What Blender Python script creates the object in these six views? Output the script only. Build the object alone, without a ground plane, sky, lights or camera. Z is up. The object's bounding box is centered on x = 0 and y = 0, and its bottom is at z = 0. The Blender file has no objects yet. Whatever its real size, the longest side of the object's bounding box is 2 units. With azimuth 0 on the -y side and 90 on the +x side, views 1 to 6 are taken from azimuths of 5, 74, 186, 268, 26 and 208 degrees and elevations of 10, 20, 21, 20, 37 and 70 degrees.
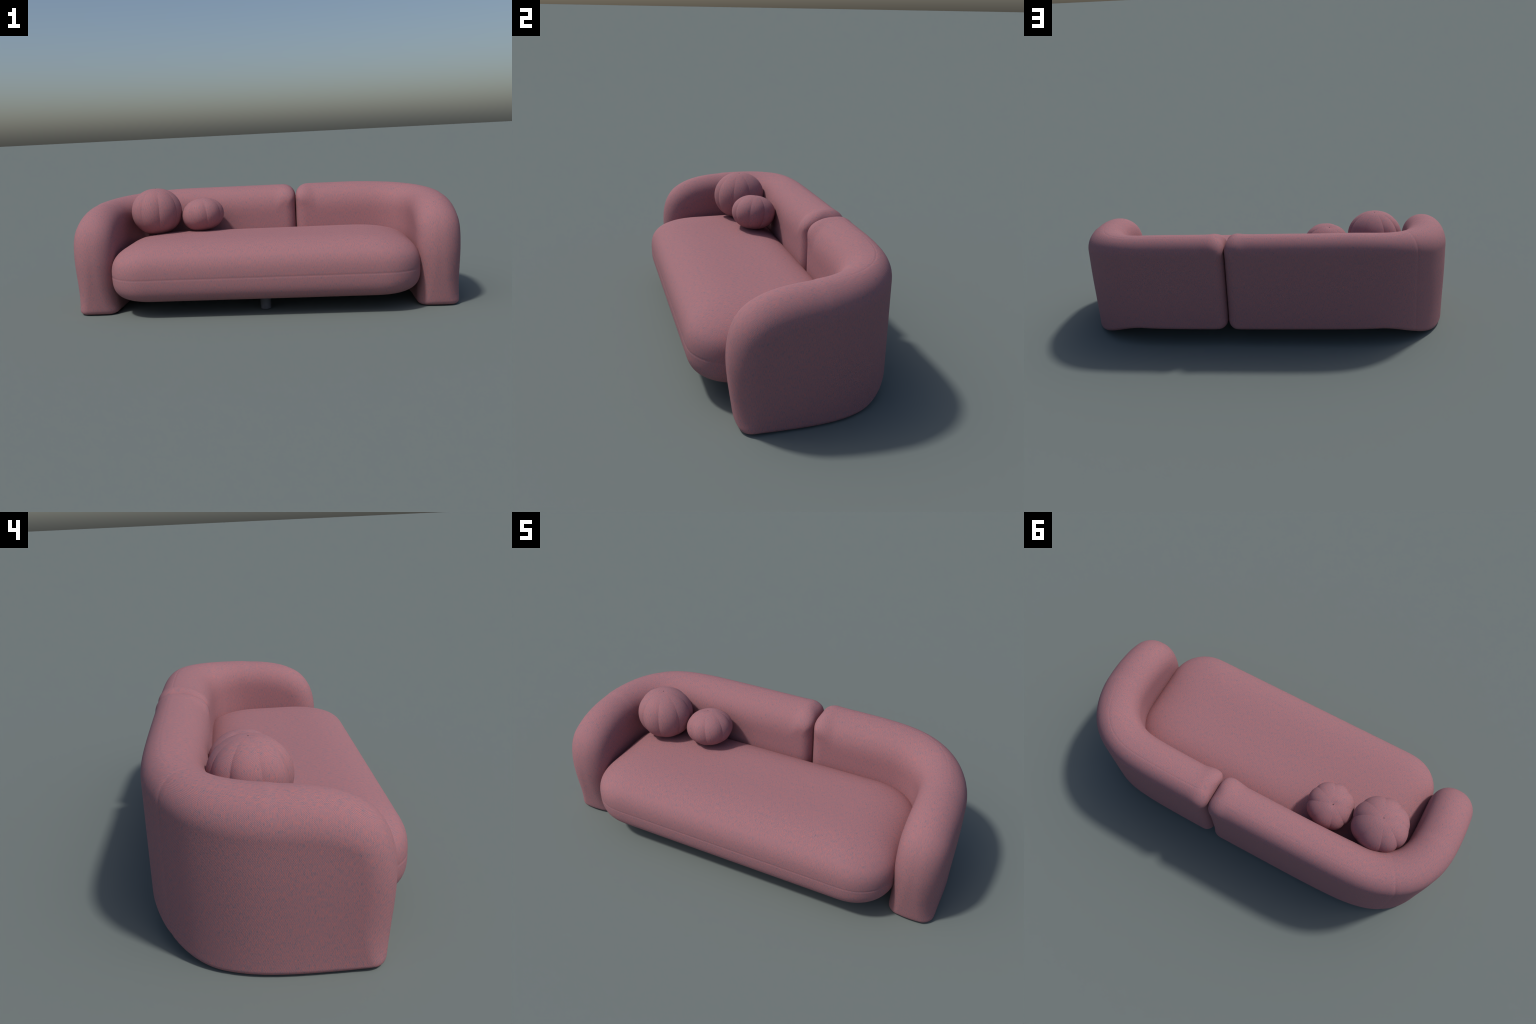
"""Rounded two-piece upholstered sofa with a pillow seat and two pumpkin-shaped cushions."""
import bpy
import numpy as np
from math import pi
from mathutils import Vector, Matrix

# ------------------------------------------------------------------ helpers


def smooth_curve(ctrl, step=0.003):
    """Catmull-Rom through 2-D control points, resampled at an even step."""
    c = np.asarray(ctrl, float)
    c = np.vstack([2 * c[0] - c[1], c, 2 * c[-1] - c[-2]])
    out = []
    t = np.linspace(0, 1, 40, endpoint=False)[:, None]
    for i in range(1, len(c) - 2):
        p0, p1, p2, p3 = c[i - 1:i + 3]
        out.append(0.5 * (2 * p1 + (p2 - p0) * t + (2 * p0 - 5 * p1 + 4 * p2 - p3) * t ** 2
                          + (3 * p1 - p0 - 3 * p2 + p3) * t ** 3))
    out = np.vstack(out + [c[-2:-1]])
    return resample(out, step)


def resample(p, step):
    d = np.r_[0, np.cumsum(np.linalg.norm(np.diff(p, axis=0), axis=1))]
    n = max(2, int(round(d[-1] / step)))
    t = np.linspace(0, d[-1], n + 1)
    return np.stack([np.interp(t, d, p[:, k]) for k in range(p.shape[1])], 1)


def gauss_open(a, sig):
    """Gaussian smoothing along axis 0, ends held by reflection about the end value."""
    a = np.asarray(a, float)
    flat = a.ndim == 1
    if flat:
        a = a[:, None]
    w = int(3 * sig) + 1
    k = np.exp(-0.5 * (np.arange(-w, w + 1) / sig) ** 2)
    k /= k.sum()
    pad = np.vstack([2 * a[0] - a[w:0:-1], a, 2 * a[-1] - a[-2:-w - 2:-1]])
    r = np.stack([np.convolve(pad[:, j], k, "valid") for j in range(a.shape[1])], 1)
    return r[:, 0] if flat else r


def gauss_loop(a, sig):
    a = np.asarray(a, float)
    flat = a.ndim == 1
    if flat:
        a = a[:, None]
    n = len(a)
    x = np.arange(n)
    x = np.minimum(x, n - x)
    k = np.exp(-0.5 * (x / sig) ** 2)
    k /= k.sum()
    r = np.stack([np.fft.ifft(np.fft.fft(a[:, j]) * np.fft.fft(k)).real for j in range(a.shape[1])], 1)
    return r[:, 0] if flat else r


def sstep(x, a, b):
    t = np.clip((x - a) / (b - a), 0, 1)
    return t * t * (3 - 2 * t)


def make_mesh(name, verts, faces, mat):
    me = bpy.data.meshes.new(name)
    me.from_pydata([tuple(v) for v in verts], [], [tuple(int(i) for i in f) for f in faces])
    me.materials.append(mat)
    me.polygons.foreach_set("use_smooth", [True] * len(me.polygons))
    me.update()
    return me


def add_object(name, data, parent=None, loc=(0, 0, 0)):
    ob = bpy.data.objects.new(name, data)
    ob.location = loc
    bpy.context.scene.collection.objects.link(ob)
    if parent:
        ob.parent = parent
    return ob


# ---------------------------------------------------------------- materials


def woven_fabric():
    """Pink melange weave: grey, rose and coral yarns crossing in a fine plain weave."""
    mat = bpy.data.materials.new("woven_pink_fabric")
    mat.use_nodes = True
    nt = mat.node_tree
    nt.nodes.clear()
    N = lambda t: nt.nodes.new(t)
    L = nt.links.new

    def math(op, a, b=None, c=None):
        n = N("ShaderNodeMath")
        n.operation = op
        for i, v in enumerate((a, b, c)):
            if v is None:
                continue
            if isinstance(v, (int, float)):
                n.inputs[i].default_value = v
            else:
                L(v, n.inputs[i])
        return n.outputs[0]

    tc = N("ShaderNodeTexCoord")
    sep = N("ShaderNodeSeparateXYZ")
    L(tc.outputs["Object"], sep.inputs[0])
    geo = N("ShaderNodeNewGeometry")
    ns = N("ShaderNodeSeparateXYZ")
    L(geo.outputs["Normal"], ns.inputs[0])
    # projection weights from the surface direction
    wts = []
    for k in "XYZ":
        a = math("ABSOLUTE", ns.outputs[k])
        wts.append(math("POWER", a, 6.0))
    tot = math("ADD", math("ADD", wts[0], wts[1]), wts[2])
    wts = [math("DIVIDE", w, tot) for w in wts]
    X, Y, Z = (sep.outputs[k] for k in "XYZ")

    def noise(u, v, su, sv, seed, detail=1.0):
        cb = N("ShaderNodeCombineXYZ")
        L(math("MULTIPLY", u, su), cb.inputs[0])
        L(math("MULTIPLY", v, sv), cb.inputs[1])
        cb.inputs[2].default_value = seed
        n = N("ShaderNodeTexNoise")
        n.inputs["Scale"].default_value = 1.0
        n.inputs["Detail"].default_value = detail
        n.inputs["Roughness"].default_value = 0.6
        L(cb.outputs[0], n.inputs["Vector"])
        return n.outputs["Fac"]

    pitch = 2 * pi / WEAVE_PITCH

    def weave(u, v, seed):
        su = math("SINE", math("MULTIPLY", u, pitch))
        sv = math("SINE", math("MULTIPLY", v, pitch))
        over = math("MULTIPLY", su, sv)                       # -1..1 chequer of warp over weft
        warp = noise(u, v, 430, 48, seed)                     # streaks along v
        weft = noise(u, v, 190, 330, seed + 7.3)               # streaks along u
        fleck = noise(u, v, 520, 95, seed + 3.1, 0.0)
        m = math("MULTIPLY_ADD", over, 0.34, 0.36)
        mix = N("ShaderNodeMix")
        L(m, mix.inputs[0])
        L(warp, mix.inputs[2])
        L(weft, mix.inputs[3])
        yarn = math("ADD", math("MULTIPLY", mix.outputs[0], 0.7), math("MULTIPLY", fleck, 0.3))
        # lift: crossings stand proud
        return yarn, over

    planes = [weave(Y, Z, 1.0), weave(X, Z, 5.0), weave(X, Y, 9.0)]
    yarn = over = None
    for (a, o), w in zip(planes, wts):
        aw, ow = math("MULTIPLY", a, w), math("MULTIPLY", o, w)
        yarn = aw if yarn is None else math("ADD", yarn, aw)
        over = ow if over is None else math("ADD", over, ow)

    ramp = N("ShaderNodeValToRGB")
    el = ramp.color_ramp.elements
    el[0].position, el[0].color = 0.30, YARN_DARK
    el[1].position, el[1].color = 0.70, YARN_CORAL
    for pos, col in ((0.43, YARN_GREY), (0.50, YARN_ROSE), (0.57, YARN_PINK)):
        e = el.new(pos)
        e.color = col
    L(yarn, ramp.inputs[0])
    # the dips between crossings are darker
    patch = N("ShaderNodeTexNoise")
    patch.inputs["Scale"].default_value = 70.0
    patch.inputs["Detail"].default_value = 2.0
    L(tc.outputs["Object"], patch.inputs["Vector"])
    amount = math("MULTIPLY_ADD", patch.outputs["Fac"], 0.7, -0.12)
    dip = math("MULTIPLY_ADD", over, amount, 1.0)
    hsv = N("ShaderNodeHueSaturation")
    L(ramp.outputs[0], hsv.inputs["Color"])
    L(dip, hsv.inputs["Value"])

    bump = N("ShaderNodeBump")
    bump.inputs["Strength"].default_value = 0.22
    bump.inputs["Distance"].default_value = 0.0012
    L(math("ADD", over, yarn), bump.inputs["Height"])

    bs = N("ShaderNodeBsdfPrincipled")
    L(hsv.outputs[0], bs.inputs["Base Color"])
    L(bump.outputs[0], bs.inputs["Normal"])
    bs.inputs["Roughness"].default_value = 0.9
    bs.inputs["Specular IOR Level"].default_value = 0.2
    bs.inputs["Sheen Weight"].default_value = 0.0
    out = N("ShaderNodeOutputMaterial")
    L(bs.outputs[0], out.inputs[0])
    return mat


def plain(name, col, rough, metal=0.0):
    mat = bpy.data.materials.new(name)
    mat.use_nodes = True
    nt = mat.node_tree
    bs = nt.nodes["Principled BSDF"]
    nz = nt.nodes.new("ShaderNodeTexNoise")
    nz.inputs["Scale"].default_value = 60
    tc = nt.nodes.new("ShaderNodeTexCoord")
    nt.links.new(tc.outputs["Object"], nz.inputs["Vector"])
    rp = nt.nodes.new("ShaderNodeValToRGB")
    rp.color_ramp.elements[0].color = tuple(c * 0.8 for c in col[:3]) + (1,)
    rp.color_ramp.elements[1].color = tuple(min(1, c * 1.2) for c in col[:3]) + (1,)
    nt.links.new(nz.outputs["Fac"], rp.inputs[0])
    nt.links.new(rp.outputs[0], bs.inputs["Base Color"])
    bs.inputs["Roughness"].default_value = rough
    bs.inputs["Metallic"].default_value = metal
    return mat


WEAVE_PITCH = 0.0048
YARN_DARK = (0.181, 0.136, 0.167, 1)
YARN_GREY = (0.286, 0.165, 0.192, 1)
YARN_ROSE = (0.344, 0.164, 0.184, 1)
YARN_PINK = (0.392, 0.164, 0.175, 1)
YARN_CORAL = (0.468, 0.172, 0.160, 1)

FABRIC = woven_fabric()
DARK_GLOSS = plain("dark_grey_metal", (0.13, 0.13, 0.15, 1), 0.35)
DARK_CLOTH = plain("button_cloth", (0.11, 0.05, 0.06, 1), 0.9)

# ------------------------------------------------------- curved wall panels
# One upholstered wall runs from an arm front, round the corner, to the split
# in the back.  (s, z) are the coordinates along the wall and up; n is across.

OUTER_PLAN = [(0.997, -0.40), (0.9985, -0.27), (0.999, -0.14), (0.999, -0.01), (0.987, 0.105),
              (0.952, 0.205), (0.892, 0.295), (0.805, 0.365), (0.70, 0.409), (0.58, 0.427),
              (0.40, 0.4335), (0.15, 0.435), (-0.15, 0.435), (-0.40, 0.434)]
HALF = 0.110
Y0 = -0.40                       # s = 0 here


class Wall:
    def __init__(self, side):
        """side +1: right wall, -1: left wall (mirror image in plan)."""
        o = smooth_curve(OUTER_PLAN, 0.004)
        o = gauss_open(o, 8)
        t = np.gradient(o, axis=0)
        t /= np.linalg.norm(t, axis=1)[:, None]
        nrm = np.stack([t[:, 1], -t[:, 0]], 1)
        nrm = gauss_open(nrm, 6)
        nrm /= np.linalg.norm(nrm, axis=1)[:, None]
        c = o - nrm * HALF
        self.c = c
        self.nrm = nrm
        self.s = np.r_[0, np.cumsum(np.linalg.norm(np.diff(c, axis=0), axis=1))]
        self.side = side

    def at(self, s, n, z):
        cx = np.interp(s, self.s, self.c[:, 0])
        cy = np.interp(s, self.s, self.c[:, 1])
        nx = np.interp(s, self.s, self.nrm[:, 0])
        ny = np.interp(s, self.s, self.nrm[:, 1])
        return np.stack([self.side * (cx + n * nx), cy + n * ny, z], -1)

    def s_of_x(self, x):
        i = np.arange(len(self.s))[self.s > 0.9]
        return float(np.interp(-x, -self.c[i, 0], self.s[i]))


# arm front seen from the side: (y, z) from the floor, up and over to the arm top
ARM_FRONT = [(-0.20, 0.0), (-0.258, 0.0), (-0.283, 0.003), (-0.296, 0.015), (-0.301, 0.038), (-0.306, 0.075),
             (-0.312, 0.12), (-0.322, 0.20), (-0.327, 0.285), (-0.319, 0.365), (-0.297, 0.428), (-0.258, 0.479),
             (-0.205, 0.514), (-0.14, 0.538), (-0.06, 0.553), (0.02, 0.560)]


def top_height(s):
    return 0.560 + 0.0365 * sstep(s, 0.30, 1.02)


def bottom_height(s):
    return 0.096 * sstep(s, 0.555, 0.855)


def build_wall(side, x_split, crease):
    w = Wall(side)
    s1 = w.s_of_x(x_split)
    rt, rb = 0.070, 0.047
    front = smooth_curve([(y - Y0, z) for y, z in ARM_FRONT], 0.003)
    sa = np.arange(front[-1, 0] + 0.02, s1 - rt, 0.003)
    top = np.stack([sa, top_height(sa)], 1)
    a = np.linspace(pi / 2, 0, 24)
    zt = top_height(s1)
    ct = np.stack([s1 - rt + rt * np.cos(a), zt - rt + rt * np.sin(a)], 1)
    zb = bottom_height(s1)
    a = np.linspace(0, -pi / 2, 24)
    cb = np.stack([s1 - rb + rb * np.cos(a), zb + rb + rb * np.sin(a)], 1)
    sb = np.arange(s1 - rb, front[0, 0] + 0.01, -0.003)
    bot = np.stack([sb, bottom_height(sb)], 1)
    loop = np.vstack([front, top, ct, cb, bot, front[:1]])
    step = 0.002
    loop = resample(loop, step)[:-1]
    loop = gauss_loop(loop, 2.5)
    n = len(loop)
    tan = np.roll(loop, -1, 0) - np.roll(loop, 1, 0)
    tan /= np.linalg.norm(tan, axis=1)[:, None]
    inw = np.stack([tan[:, 1], -tan[:, 0]], 1)            # clockwise loop: inward is right-hand side
    ang = np.degrees(np.arctan2(tan[:, 1], tan[:, 0]))

    # corners of the patch
    def nearest(p):
        return int(np.argmin(np.linalg.norm(loop - np.array(p), axis=1)))
    i0 = nearest((-0.288 - Y0, 0.006))
    i1 = nearest((-0.25 - Y0, 0.485))
    i2 = nearest((s1 - rt * 0.3, zt - rt * 0.3))
    i3 = nearest((s1 - rb * 0.3, zb + rb * 0.3))
    order = (np.arange(n) + i0) % n
    loop, inw = loop[order], inw[order]
    i1, i2, i3 = [(i - i0) % n for i in (i1, i2, i3)]
    side_id = np.zeros(n, int)
    side_id[i1:i2], side_id[i2:i3], side_id[i3:] = 1, 2, 3
    depth = np.array([0.105, 0.112, 0.058, 0.020])[side_id]      # how far the rounding reaches in
    rnd = np.array([0.104, 0.110, 0.058, 0.021])[side_id]        # and how much of the thickness it takes
    # the inset turns gently at the front foot, more tightly at the other corners
    arc = np.arange(n)
    near = np.exp(-(np.minimum(arc, n - arc) / 75.0) ** 4)
    def blend(a):
        k = near if a.ndim == 1 else near[:, None]
        return gauss_loop(a, 45) * k + gauss_loop(a, 16) * (1 - k)
    foot = np.where(side_id == 0, 0.74 + 0.26 * sstep(loop[:, 1], 0.0, 0.36), 1.0)
    depth, rnd = depth * foot, rnd * foot
    D = blend(inw * depth[:, None])
    rnd = gauss_loop(blend(rnd), 6)
    # the ridge of the back lies toward the rear, that of the arm a little inward
    lean = np.where(side_id == 1, -0.006 + 0.038 * sstep(loop[:, 0], 0.45, 0.80), np.where(side_id == 0, -0.006, 0.0))
    lean = gauss_loop(lean, 22)
    D = gauss_loop(D, 8)
    # wherever the inset outline would double back on itself, ease it further
    unit = tan[order]
    for _ in range(400):
        q = loop + 1.5 * D
        adv = np.sum((np.roll(q, -1, 0) - np.roll(q, 1, 0)) * unit, 1) / (2 * step)
        bad = (adv < 0.16).astype(float)
        if not bad.any():
            break
        soft_mask = np.clip(gauss_loop(bad, 14) * 4, 0, 1)[:, None]
        D = D * (1 - soft_mask) + gauss_loop(D, 9) * soft_mask

    # pick loop points: aligned columns on top and bottom, packed at the crease
    nf, ntp = 84, 250
    seg = lambda a, b: np.r_[a:b + 1] % n

    def pick(idx, frac):
        p = np.arange(len(idx))
        q = frac * (len(idx) - 1)
        full = np.concatenate([loop[idx], D[idx], rnd[idx][:, None], lean[idx][:, None]], 1)
        return np.stack([np.interp(q, p, full[:, k]) for k in range(6)], 1)

    def columns(idx):
        sv = loop[idx][:, 0]
        lo, hi = sv[0], sv[-1]
        t = np.linspace(0, 1, ntp + 1)
        if crease:
            fc = (crease - lo) / (hi - lo)
            # local packing round the crease
            g = np.linspace(0, 1, 4000)
            dens = 1 + 6 * np.exp(-((g - 0.5) / 0.03) ** 2)
            cum = np.r_[0, np.cumsum(dens[1:])]
            cum /= cum[-1]
            t = np.interp(t, cum, g)
            t = np.where(t < 0.5, t * 2 * fc, fc + (t - 0.5) * 2 * (1 - fc))
        target = lo + t * (hi - lo)
        order_ = np.argsort(sv)
        q = np.interp(target, sv[order_], np.arange(len(idx))[order_]) / (len(idx) - 1)
        q[0], q[-1] = 0, 1
        return np.maximum.accumulate(q)

    uni = np.linspace(0, 1, nf + 1)
    F = pick(seg(0, i1), uni)                    # front, going up
    T = pick(seg(i1, i2), columns(seg(i1, i2)))  # top, going away from the front
    E = pick(seg(i2, i3), uni)                   # split end, going down
    bi = seg(i3, n)
    rev = bi[::-1]
    B = pick(rev, columns(rev))[::-1]            # bottom, coming back
    ring = np.vstack([F[:-1], T[:-1], E[:-1], B[:-1]])
    M = len(ring)
    P, DD0, rr0, ln = ring[:, :2], ring[:, 2:4], ring[:, 4], ring[:, 5]

    th = np.unique(np.r_[np.linspace(0, pi / 2, 15)[1:], np.arange(0.02, 0.34, 0.025)])
    flat_f = np.array([0.35, 0.7, 1.0])
    verts, faces = [], []

    def push(s, nn, z):
        k = sum(len(v) for v in verts)
        if crease:
            g = 0.0013 * np.exp(-np.abs((s - crease) / 0.007) ** 1.5)
            soft = 0.0009 * np.exp(-np.clip(crease - s, 0, None) / 0.05) * sstep(-s, -crease - 0.004, -crease + 0.004)
            e = (g + soft) * np.where(nn > 0, 1.0, 0.25)
            nn = nn - np.sign(nn) * e * np.minimum(1, np.abs(nn) / 0.04)
            z = z - 0.4 * e * sstep(z, 0.47, 0.56)
        # the outer face of the arm draws in a little toward the floor
        nn = nn - 0.009 * (1 - sstep(z, 0.0, 0.36)) * (1 - sstep(s, 0.45, 0.75)) * np.clip(nn / HALF, 0, 1)
        verts.append(w.at(s, nn, z))
        return k

    # the foot of the arm bows forward in plan
    bow = gauss_loop(np.where(np.arange(M) <= nf, 0.021 * (1 - sstep(P[:, 1], 0.03, 0.34)), 0.0), 4)
    bow = np.maximum(bow, gauss_loop(bow, 5) * 0.9)
    base = push(P[:, 0], ln, P[:, 1])

    def quad_ring(a, b, flip):
        i = np.arange(M)
        j = (i + 1) % M
        q = np.stack([a + i, a + j, b + j, b + i], 1)
        faces.append(q[:, ::-1] if flip else q)

    for sgn in (1, -1):
        flip = (sgn > 0) == (side > 0)
        prev = base
        hp = HALF
        reach = hp - sgn * ln
        grow = reach / hp
        # on the inside the roll eases into the face, on the outside it is rounder
        power = 2.0 if sgn > 0 else 2.5
        rr, DD = rr0 * grow, DD0 * (grow ** 0.8)[:, None] * (1.0 if sgn > 0 else 1.14)
        for f in flat_f:
            k = push(P[:, 0] + bow * (f * (1 - rr / reach)) ** 2, ln + sgn * f * (reach - rr), P[:, 1])
            quad_ring(prev, k, flip)
            prev = k
        for t in th:
            q = P + DD * (1 - np.cos(t) ** (2 / power))
            q[:, 0] += bow * ((1 - rr / reach) + (rr / reach) * np.sin(t)) ** 2
            nn = ln + sgn * (reach - rr + rr * np.sin(t))
            z = q[:, 1].copy()
            if sgn > 0:      # faint welt just outside the ridge line
                z -= (0.0007 if side > 0 else 0.0003) * np.exp(-((nn - ln - 0.012) / 0.0035) ** 2) * (P[:, 1] > 0.5) * sstep(P[:, 0], 0.45, 0.6)
            k = push(q[:, 0], nn, z)
            quad_ring(prev, k, flip)
            prev = k
        # inner field
        I = P + DD + np.stack([bow, 0 * bow], 1)
        f_ = I[:nf + 1]
        t_ = I[nf:nf + ntp + 1]
        e_ = I[nf + ntp:2 * nf + ntp + 1][::-1]               # going up
        b_ = np.vstack([I[2 * nf + ntp:], I[:1]])[::-1]       # going away from the front
        U = np.linspace(0, 1, ntp + 1)
        la = np.r_[0, np.cumsum(np.linalg.norm(np.diff(t_, axis=0), axis=1))]
        lb = np.r_[0, np.cumsum(np.linalg.norm(np.diff(b_, axis=0), axis=1))]
        U = (0.5 * (la / la[-1] + lb / lb[-1]))[:, None, None]
        V = uni[None, :, None]
        # straight lofts from bottom to top, bent to the outline only close to either end
        loft = (1 - V) * b_[:, None] + V * t_[:, None]
        G = loft + (1 - U) ** 9 * (f_ - loft[0])[None] + U ** 9 * (e_ - loft[-1])[None]
        ids = np.full((ntp + 1, nf + 1), -1, int)
        ids[0, :] = prev + np.arange(nf + 1)
        ids[:, nf] = prev + nf + np.arange(ntp + 1)
        ids[ntp, ::-1] = prev + nf + ntp + np.arange(nf + 1)
        ids[::-1, 0] = prev + (2 * nf + ntp + np.arange(ntp + 1)) % M
        inner = G[1:-1, 1:-1].reshape(-1, 2)
        k = push(inner[:, 0], np.full(len(inner), sgn * hp), inner[:, 1])
        ids[1:-1, 1:-1] = k + np.arange(len(inner)).reshape(ntp - 1, nf - 1)
        q = np.stack([ids[:-1, :-1], ids[:-1, 1:], ids[1:, 1:], ids[1:, :-1]], -1).reshape(-1, 4)
        faces.append(q[:, ::-1] if flip else q)
    return np.vstack(verts), np.vstack(faces), w


def split_by_region(full, keep_first, names, parent):
    """Cut one smooth body into two parts whose borders coincide and shade as one."""
    verts, faces = full
    tmp = make_mesh("whole", verts, faces, FABRIC)
    nv = np.empty(len(tmp.vertices) * 3, np.float32)
    tmp.vertex_normals.foreach_get("vector", nv)
    nv = nv.reshape(-1, 3)
    bpy.data.meshes.remove(tmp)
    for name, sel in zip(names, (keep_first, ~keep_first)):
        f = faces[sel]
        used, inv = np.unique(f, return_inverse=True)
        me = make_mesh(name, verts[used], inv.reshape(f.shape), FABRIC)
        me.normals_split_custom_set_from_vertices([tuple(map(float, v)) for v in nv[used]])
        add_object(name, me, parent)


# ------------------------------------------------------------------- sofa
sofa = add_object("sofa", None)
sofa["label"] = "rounded pink fabric sofa with curved wrap-around back in two pieces"
sofa["category"] = "sofa"

SPLIT_X = 0.166
for side, xs in ((-1, -SPLIT_X), (1, SPLIT_X)):
    # the left wall reaches past the middle; its corner carries a vertical seam
    w0 = Wall(side)
    i = int(np.argmin(np.abs(w0.c[:, 0] - 0.755) + 10 * (w0.s < 0.45)))
    crease = float(w0.s[i]) if side < 0 else None
    V, Fc, w = build_wall(side, xs + 0.0008, crease)
    cut = float(w0.s[i])
    # station of every face: nearest centreline sample
    fc = V[Fc].mean(1)
    px = side * fc[:, 0]
    k = np.zeros(len(fc), int)
    pts = np.stack([px, fc[:, 1]], 1)
    for a in range(0, len(pts), 5000):
        k[a:a + 5000] = np.argmin(((pts[a:a + 5000, None] - w.c[None]) ** 2).sum(-1), 1)
    split_by_region((V, Fc), w.s[k] < cut, ("armrest", "backrest"), sofa)


# seat: a thick pillow with a seam round its widest line
def rounded_rect(x0, x1, y0, y1, rf, rb, nx, ny, nc):
    """Closed loop (counter-clockwise from front left) with nc points per corner."""
    out = []
    def arc(cx, cy, r, a0):
        a = np.radians(a0 + np.linspace(0, 90, nc, endpoint=False))
        out.append(np.stack([cx + r * np.cos(a), cy + r * np.sin(a)], 1))
    def line(a, b, m):
        t = np.linspace(0, 1, m, endpoint=False)[:, None]
        out.append(np.array(a) + t * (np.array(b) - np.array(a)))
    arc(x0 + rf, y0 + rf, rf, 180)
    line((x0 + rf, y0), (x1 - rf, y0), nx)
    arc(x1 - rf, y0 + rf, rf, 270)
    line((x1, y0 + rf), (x1, y1 - rb), ny)
    arc(x1 - rb, y1 - rb, rb, 0)
    line((x1 - rb, y1), (x0 + rb, y1), nx)
    arc(x0 + rb, y1 - rb, rb, 90)
    line((x0, y1 - rb), (x0, y0 + rf), ny)
    return np.vstack(out)


def build_seat():
    nx, ny, nc = 150, 46, 30
    Z, HT, HB = 0.207, 0.172, 0.131
    outer = gauss_loop(rounded_rect(-0.796, 0.796, -0.434, 0.247, 0.19, 0.20, nx, ny, nc), 3)
    top_in = gauss_loop(rounded_rect(-0.46, 0.46, -0.13, 0.02, 0.07, 0.07, nx, ny, nc), 3)
    bot_in = gauss_loop(rounded_rect(-0.63, 0.63, -0.285, 0.10, 0.09, 0.08, nx, ny, nc), 3)
    M = len(outer)
    verts, faces = [outer_ring(outer, Z)], []
    cnt = M
    for up, inn, H, ex in ((1, top_in, HT, 2.85), (-1, bot_in, HB, 3.0)):
        prev = 0
        th = np.unique(np.r_[np.arange(0.006, 0.09, 0.008), np.linspace(0, pi / 2, 34)[1:]])
        for t in th:
            c, s = np.cos(t) ** (2 / ex), np.sin(t) ** (2 / ex)
            ring = outer + (inn - outer) * (1 - c)
            z = Z + up * H * s
            g = groove(z - Z)
            cen = ring.mean(0)
            d = ring - (outer + (inn - outer) * min(1, 1 - c + 0.05))
            d /= np.linalg.norm(d, axis=1)[:, None]
            ring = ring - d * g
            verts.append(np.c_[ring, np.full(M, z)])
            q = ring_quads(prev, cnt, M)
            faces.append(q if up > 0 else q[:, ::-1])
            prev = cnt
            cnt += M
        # field: bridge front edge to back edge
        m = 24
        grid_rows = []
        # split loop at the mid of each corner
        h = nc // 2
        a0, a1 = h, nc + nx + h
        a2, a3 = a1 + nc + ny, a1 + nc + ny + nc + nx
        fr = np.arange(a0, a1 + 1)
        rt = np.arange(a1, a2 + 1)
        bk = np.arange(a2, a3 + 1)[::-1]
        lf = (np.arange(a3, a0 + M + 1) % M)[::-1]
        I = ring
        U = np.linspace(0, 1, len(fr))[:, None, None]
        Vv = np.linspace(0, 1, len(rt))[None, :, None]
        G = ((1 - Vv) * I[fr][:, None] + Vv * I[bk][:, None] + (1 - U) * I[lf][None] + U * I[rt][None]
             - (1 - U) * (1 - Vv) * I[fr[0]] - U * (1 - Vv) * I[fr[-1]] - (1 - U) * Vv * I[bk[0]] - U * Vv * I[bk[-1]])
        ids = np.full((len(fr), len(rt)), -1, int)
        ids[:, 0], ids[:, -1], ids[0, :], ids[-1, :] = prev + fr, prev + bk, prev + lf, prev + rt
        inner = G[1:-1, 1:-1].reshape(-1, 2)
        verts.append(np.c_[inner, np.full(len(inner), Z + up * H)])
        ids[1:-1, 1:-1] = cnt + np.arange(len(inner)).reshape(len(fr) - 2, len(rt) - 2)
        cnt += len(inner)
        q = np.stack([ids[:-1, :-1], ids[1:, :-1], ids[1:, 1:], ids[:-1, 1:]], -1).reshape(-1, 4)
        faces.append(q if up > 0 else q[:, ::-1])
    return np.vstack(verts), np.vstack(faces)


def groove(dz):
    return 0.0015 * np.exp(-np.abs(dz / 0.0032) ** 1.6)


def outer_ring(outer, Z):
    d = outer - outer.mean(0)
    t = np.roll(outer, -1, 0) - np.roll(outer, 1, 0)
    nrm = np.stack([t[:, 1], -t[:, 0]], 1)
    nrm /= np.linalg.norm(nrm, axis=1)[:, None]
    return np.c_[outer - nrm * groove(0.0), np.full(len(outer), Z)]


def ring_quads(a, b, M):
    i = np.arange(M)
    j = (i + 1) % M
    return np.stack([a + i, a + j, b + j, b + i], 1)


sv, sf = build_seat()
add_object("seat_cushion", make_mesh("seat_cushion", sv, sf, FABRIC), sofa)


# legs under the seat
def lathe(profile, m=48):
    pr = np.asarray(profile, float)
    a = np.linspace(0, 2 * pi, m, endpoint=False)
    v = [np.stack([r * np.cos(a), r * np.sin(a), np.full(m, z)], 1) for r, z in pr]
    f = [ring_quads(k * m, (k + 1) * m, m) for k in range(len(pr) - 1)]
    verts = np.vstack(v)
    faces = [tuple(q) for q in np.vstack(f)]
    faces.append(tuple(range(m))[::-1])
    faces.append(tuple(range((len(pr) - 1) * m, len(pr) * m)))
    return verts, faces


lv, lf = lathe([(0.0245, 0.0), (0.0272, 0.0012), (0.0280, 0.004), (0.0280, 0.066), (0.034, 0.068), (0.034, 0.082), (0.0335, 0.083)])
leg = make_mesh("leg", lv, lf, DARK_GLOSS)
for p in leg.polygons:
    p.use_smooth = len(p.vertices) == 4
for x, y in ((0.0015, -0.234), (0.0015, 0.16)):
    add_object("leg", leg, sofa, (x, y, 0))


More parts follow.
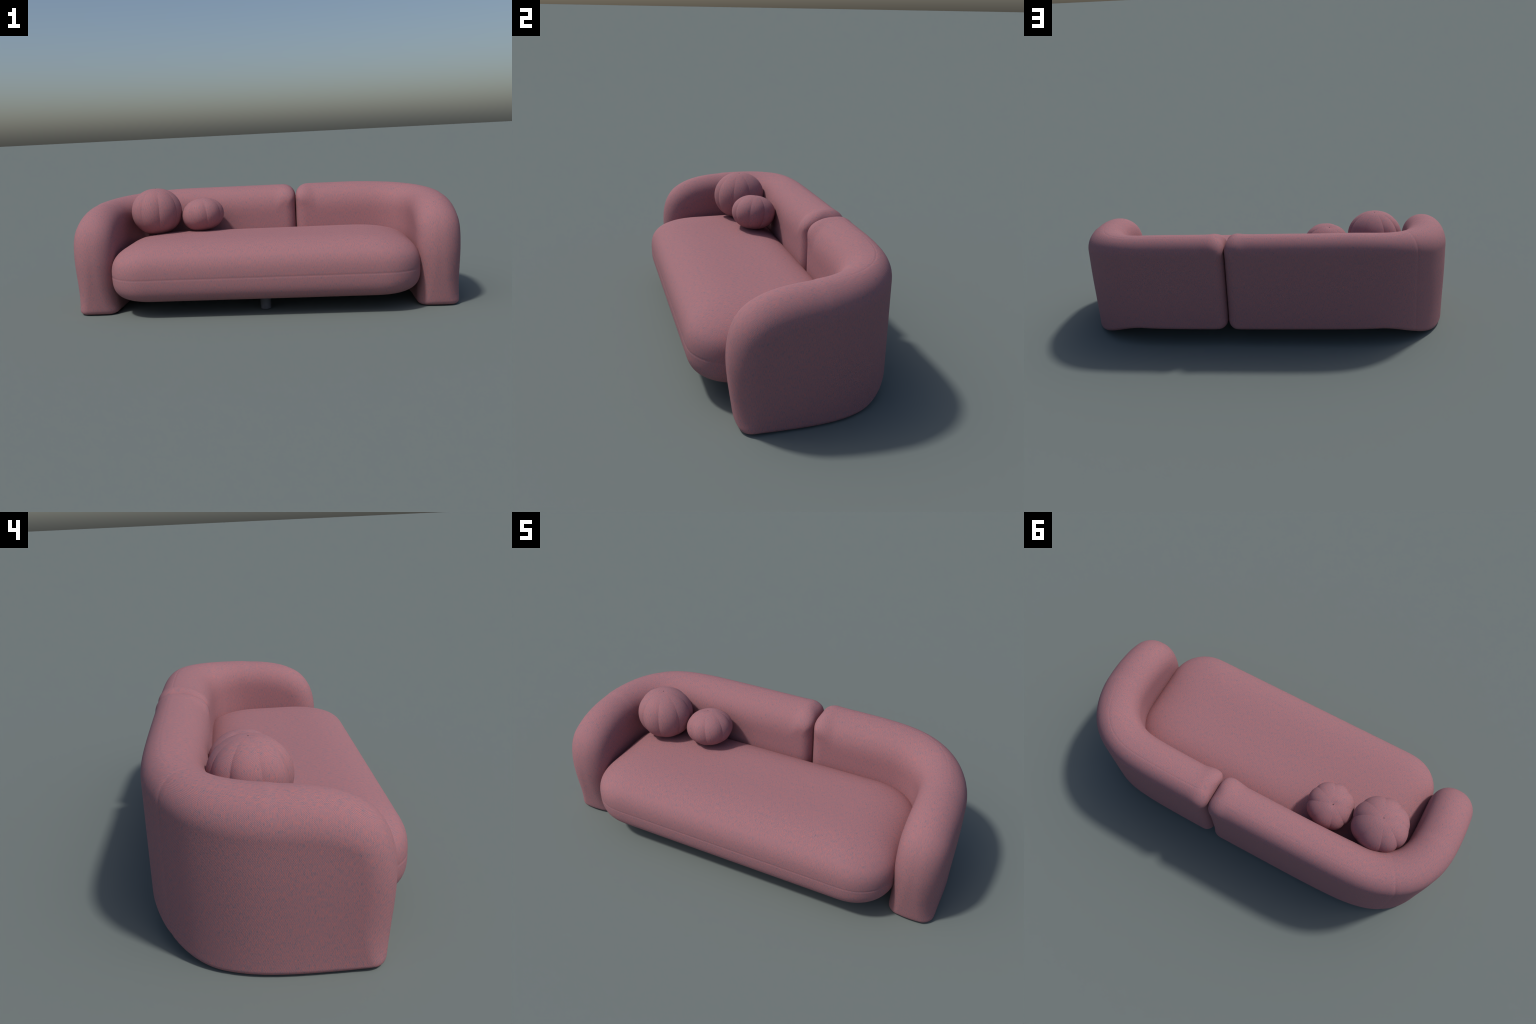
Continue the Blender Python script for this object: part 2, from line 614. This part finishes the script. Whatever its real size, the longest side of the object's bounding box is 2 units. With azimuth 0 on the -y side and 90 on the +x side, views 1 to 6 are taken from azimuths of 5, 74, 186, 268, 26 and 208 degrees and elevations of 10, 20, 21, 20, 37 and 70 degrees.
# ----------------------------------------------------- round segmented cushions
def build_cushion(R, hz, lobes, phase, depth, dimple):
    nu, nv = lobes * 48, 120
    phi = np.linspace(0, 2 * pi, nu, endpoint=False)
    la = np.linspace(-pi / 2, pi / 2, nv + 1)[1:-1]
    PH, LA = np.meshgrid(phi, la)
    wander = 0.05 * np.sin(2 * PH + 1.0) + 0.035 * np.sin(3 * PH - 0.6)      # lobes of uneven width
    c = np.abs(np.sin(lobes * (PH - phase + wander) / 2))
    lobe = c ** 0.74
    cl = np.cos(LA)
    fade = cl ** 1.7
    uneven = 1 + 0.3 * np.sin(3 * PH + 0.4)
    r = 1 - depth * uneven * (1 - lobe) * fade + 0.008 * np.sin(2 * PH + 2.0) * cl
    rho = R * r * cl ** 0.96
    z = hz * np.sign(np.sin(LA)) * np.abs(np.sin(LA)) ** 0.97 * (1 - 0.35 * depth * (1 - lobe) * fade)
    q = rho / R
    z -= np.sign(z) * dimple * np.exp(-(q / 0.17) ** 2)
    v = np.stack([rho * np.cos(PH), rho * np.sin(PH), z], -1).reshape(-1, 3)
    n = nv - 1
    i, j = np.meshgrid(np.arange(n - 1), np.arange(nu), indexing="ij")
    j2 = (j + 1) % nu
    f = np.stack([i * nu + j, i * nu + j2, (i + 1) * nu + j2, (i + 1) * nu + j], -1).reshape(-1, 4)
    faces = [tuple(k) for k in f]
    top = hz - dimple
    v = np.vstack([v, [[0, 0, -top], [0, 0, top]]])
    a, b = len(v) - 2, len(v) - 1
    faces += [(a, (k + 1) % nu, k) for k in range(nu)]
    faces += [(b, (n - 1) * nu + k, (n - 1) * nu + (k + 1) % nu) for k in range(nu)]
    return v, faces, top


for label, loc, R, hz, phase, tilt, dimple in (
        ("large round pink cushion sewn in eight segments", (-0.610, 0.079, 0.4965), 0.1425, 0.1285, 62, (0, 0), 0.002),
        ("small squat round pink cushion sewn in eight segments", (-0.354, 0.099, 0.466), 0.1195, 0.092, 63, (-9, -9), 0.004)):
    v, f, top = build_cushion(R, hz, 8, np.radians(phase), 0.057, dimple)
    rot = np.array((Matrix.Rotation(np.radians(tilt[0]), 3, "X") @ Matrix.Rotation(np.radians(tilt[1]), 3, "Y")))
    body = make_mesh("round_cushion", v @ rot.T, f, FABRIC)
    empty = add_object("round_cushion", None, None, loc)
    empty["label"] = label
    empty["category"] = "cushion"
    add_object("cover", body, empty)
    bv, bf = lathe([(0.0030, 0), (0.0030, 0.0010), (0.0018, 0.0016)], 16)
    bv = bv + np.array([0, 0, top - 0.0006])
    add_object("button", make_mesh("button", bv @ rot.T, bf, DARK_CLOTH), empty)
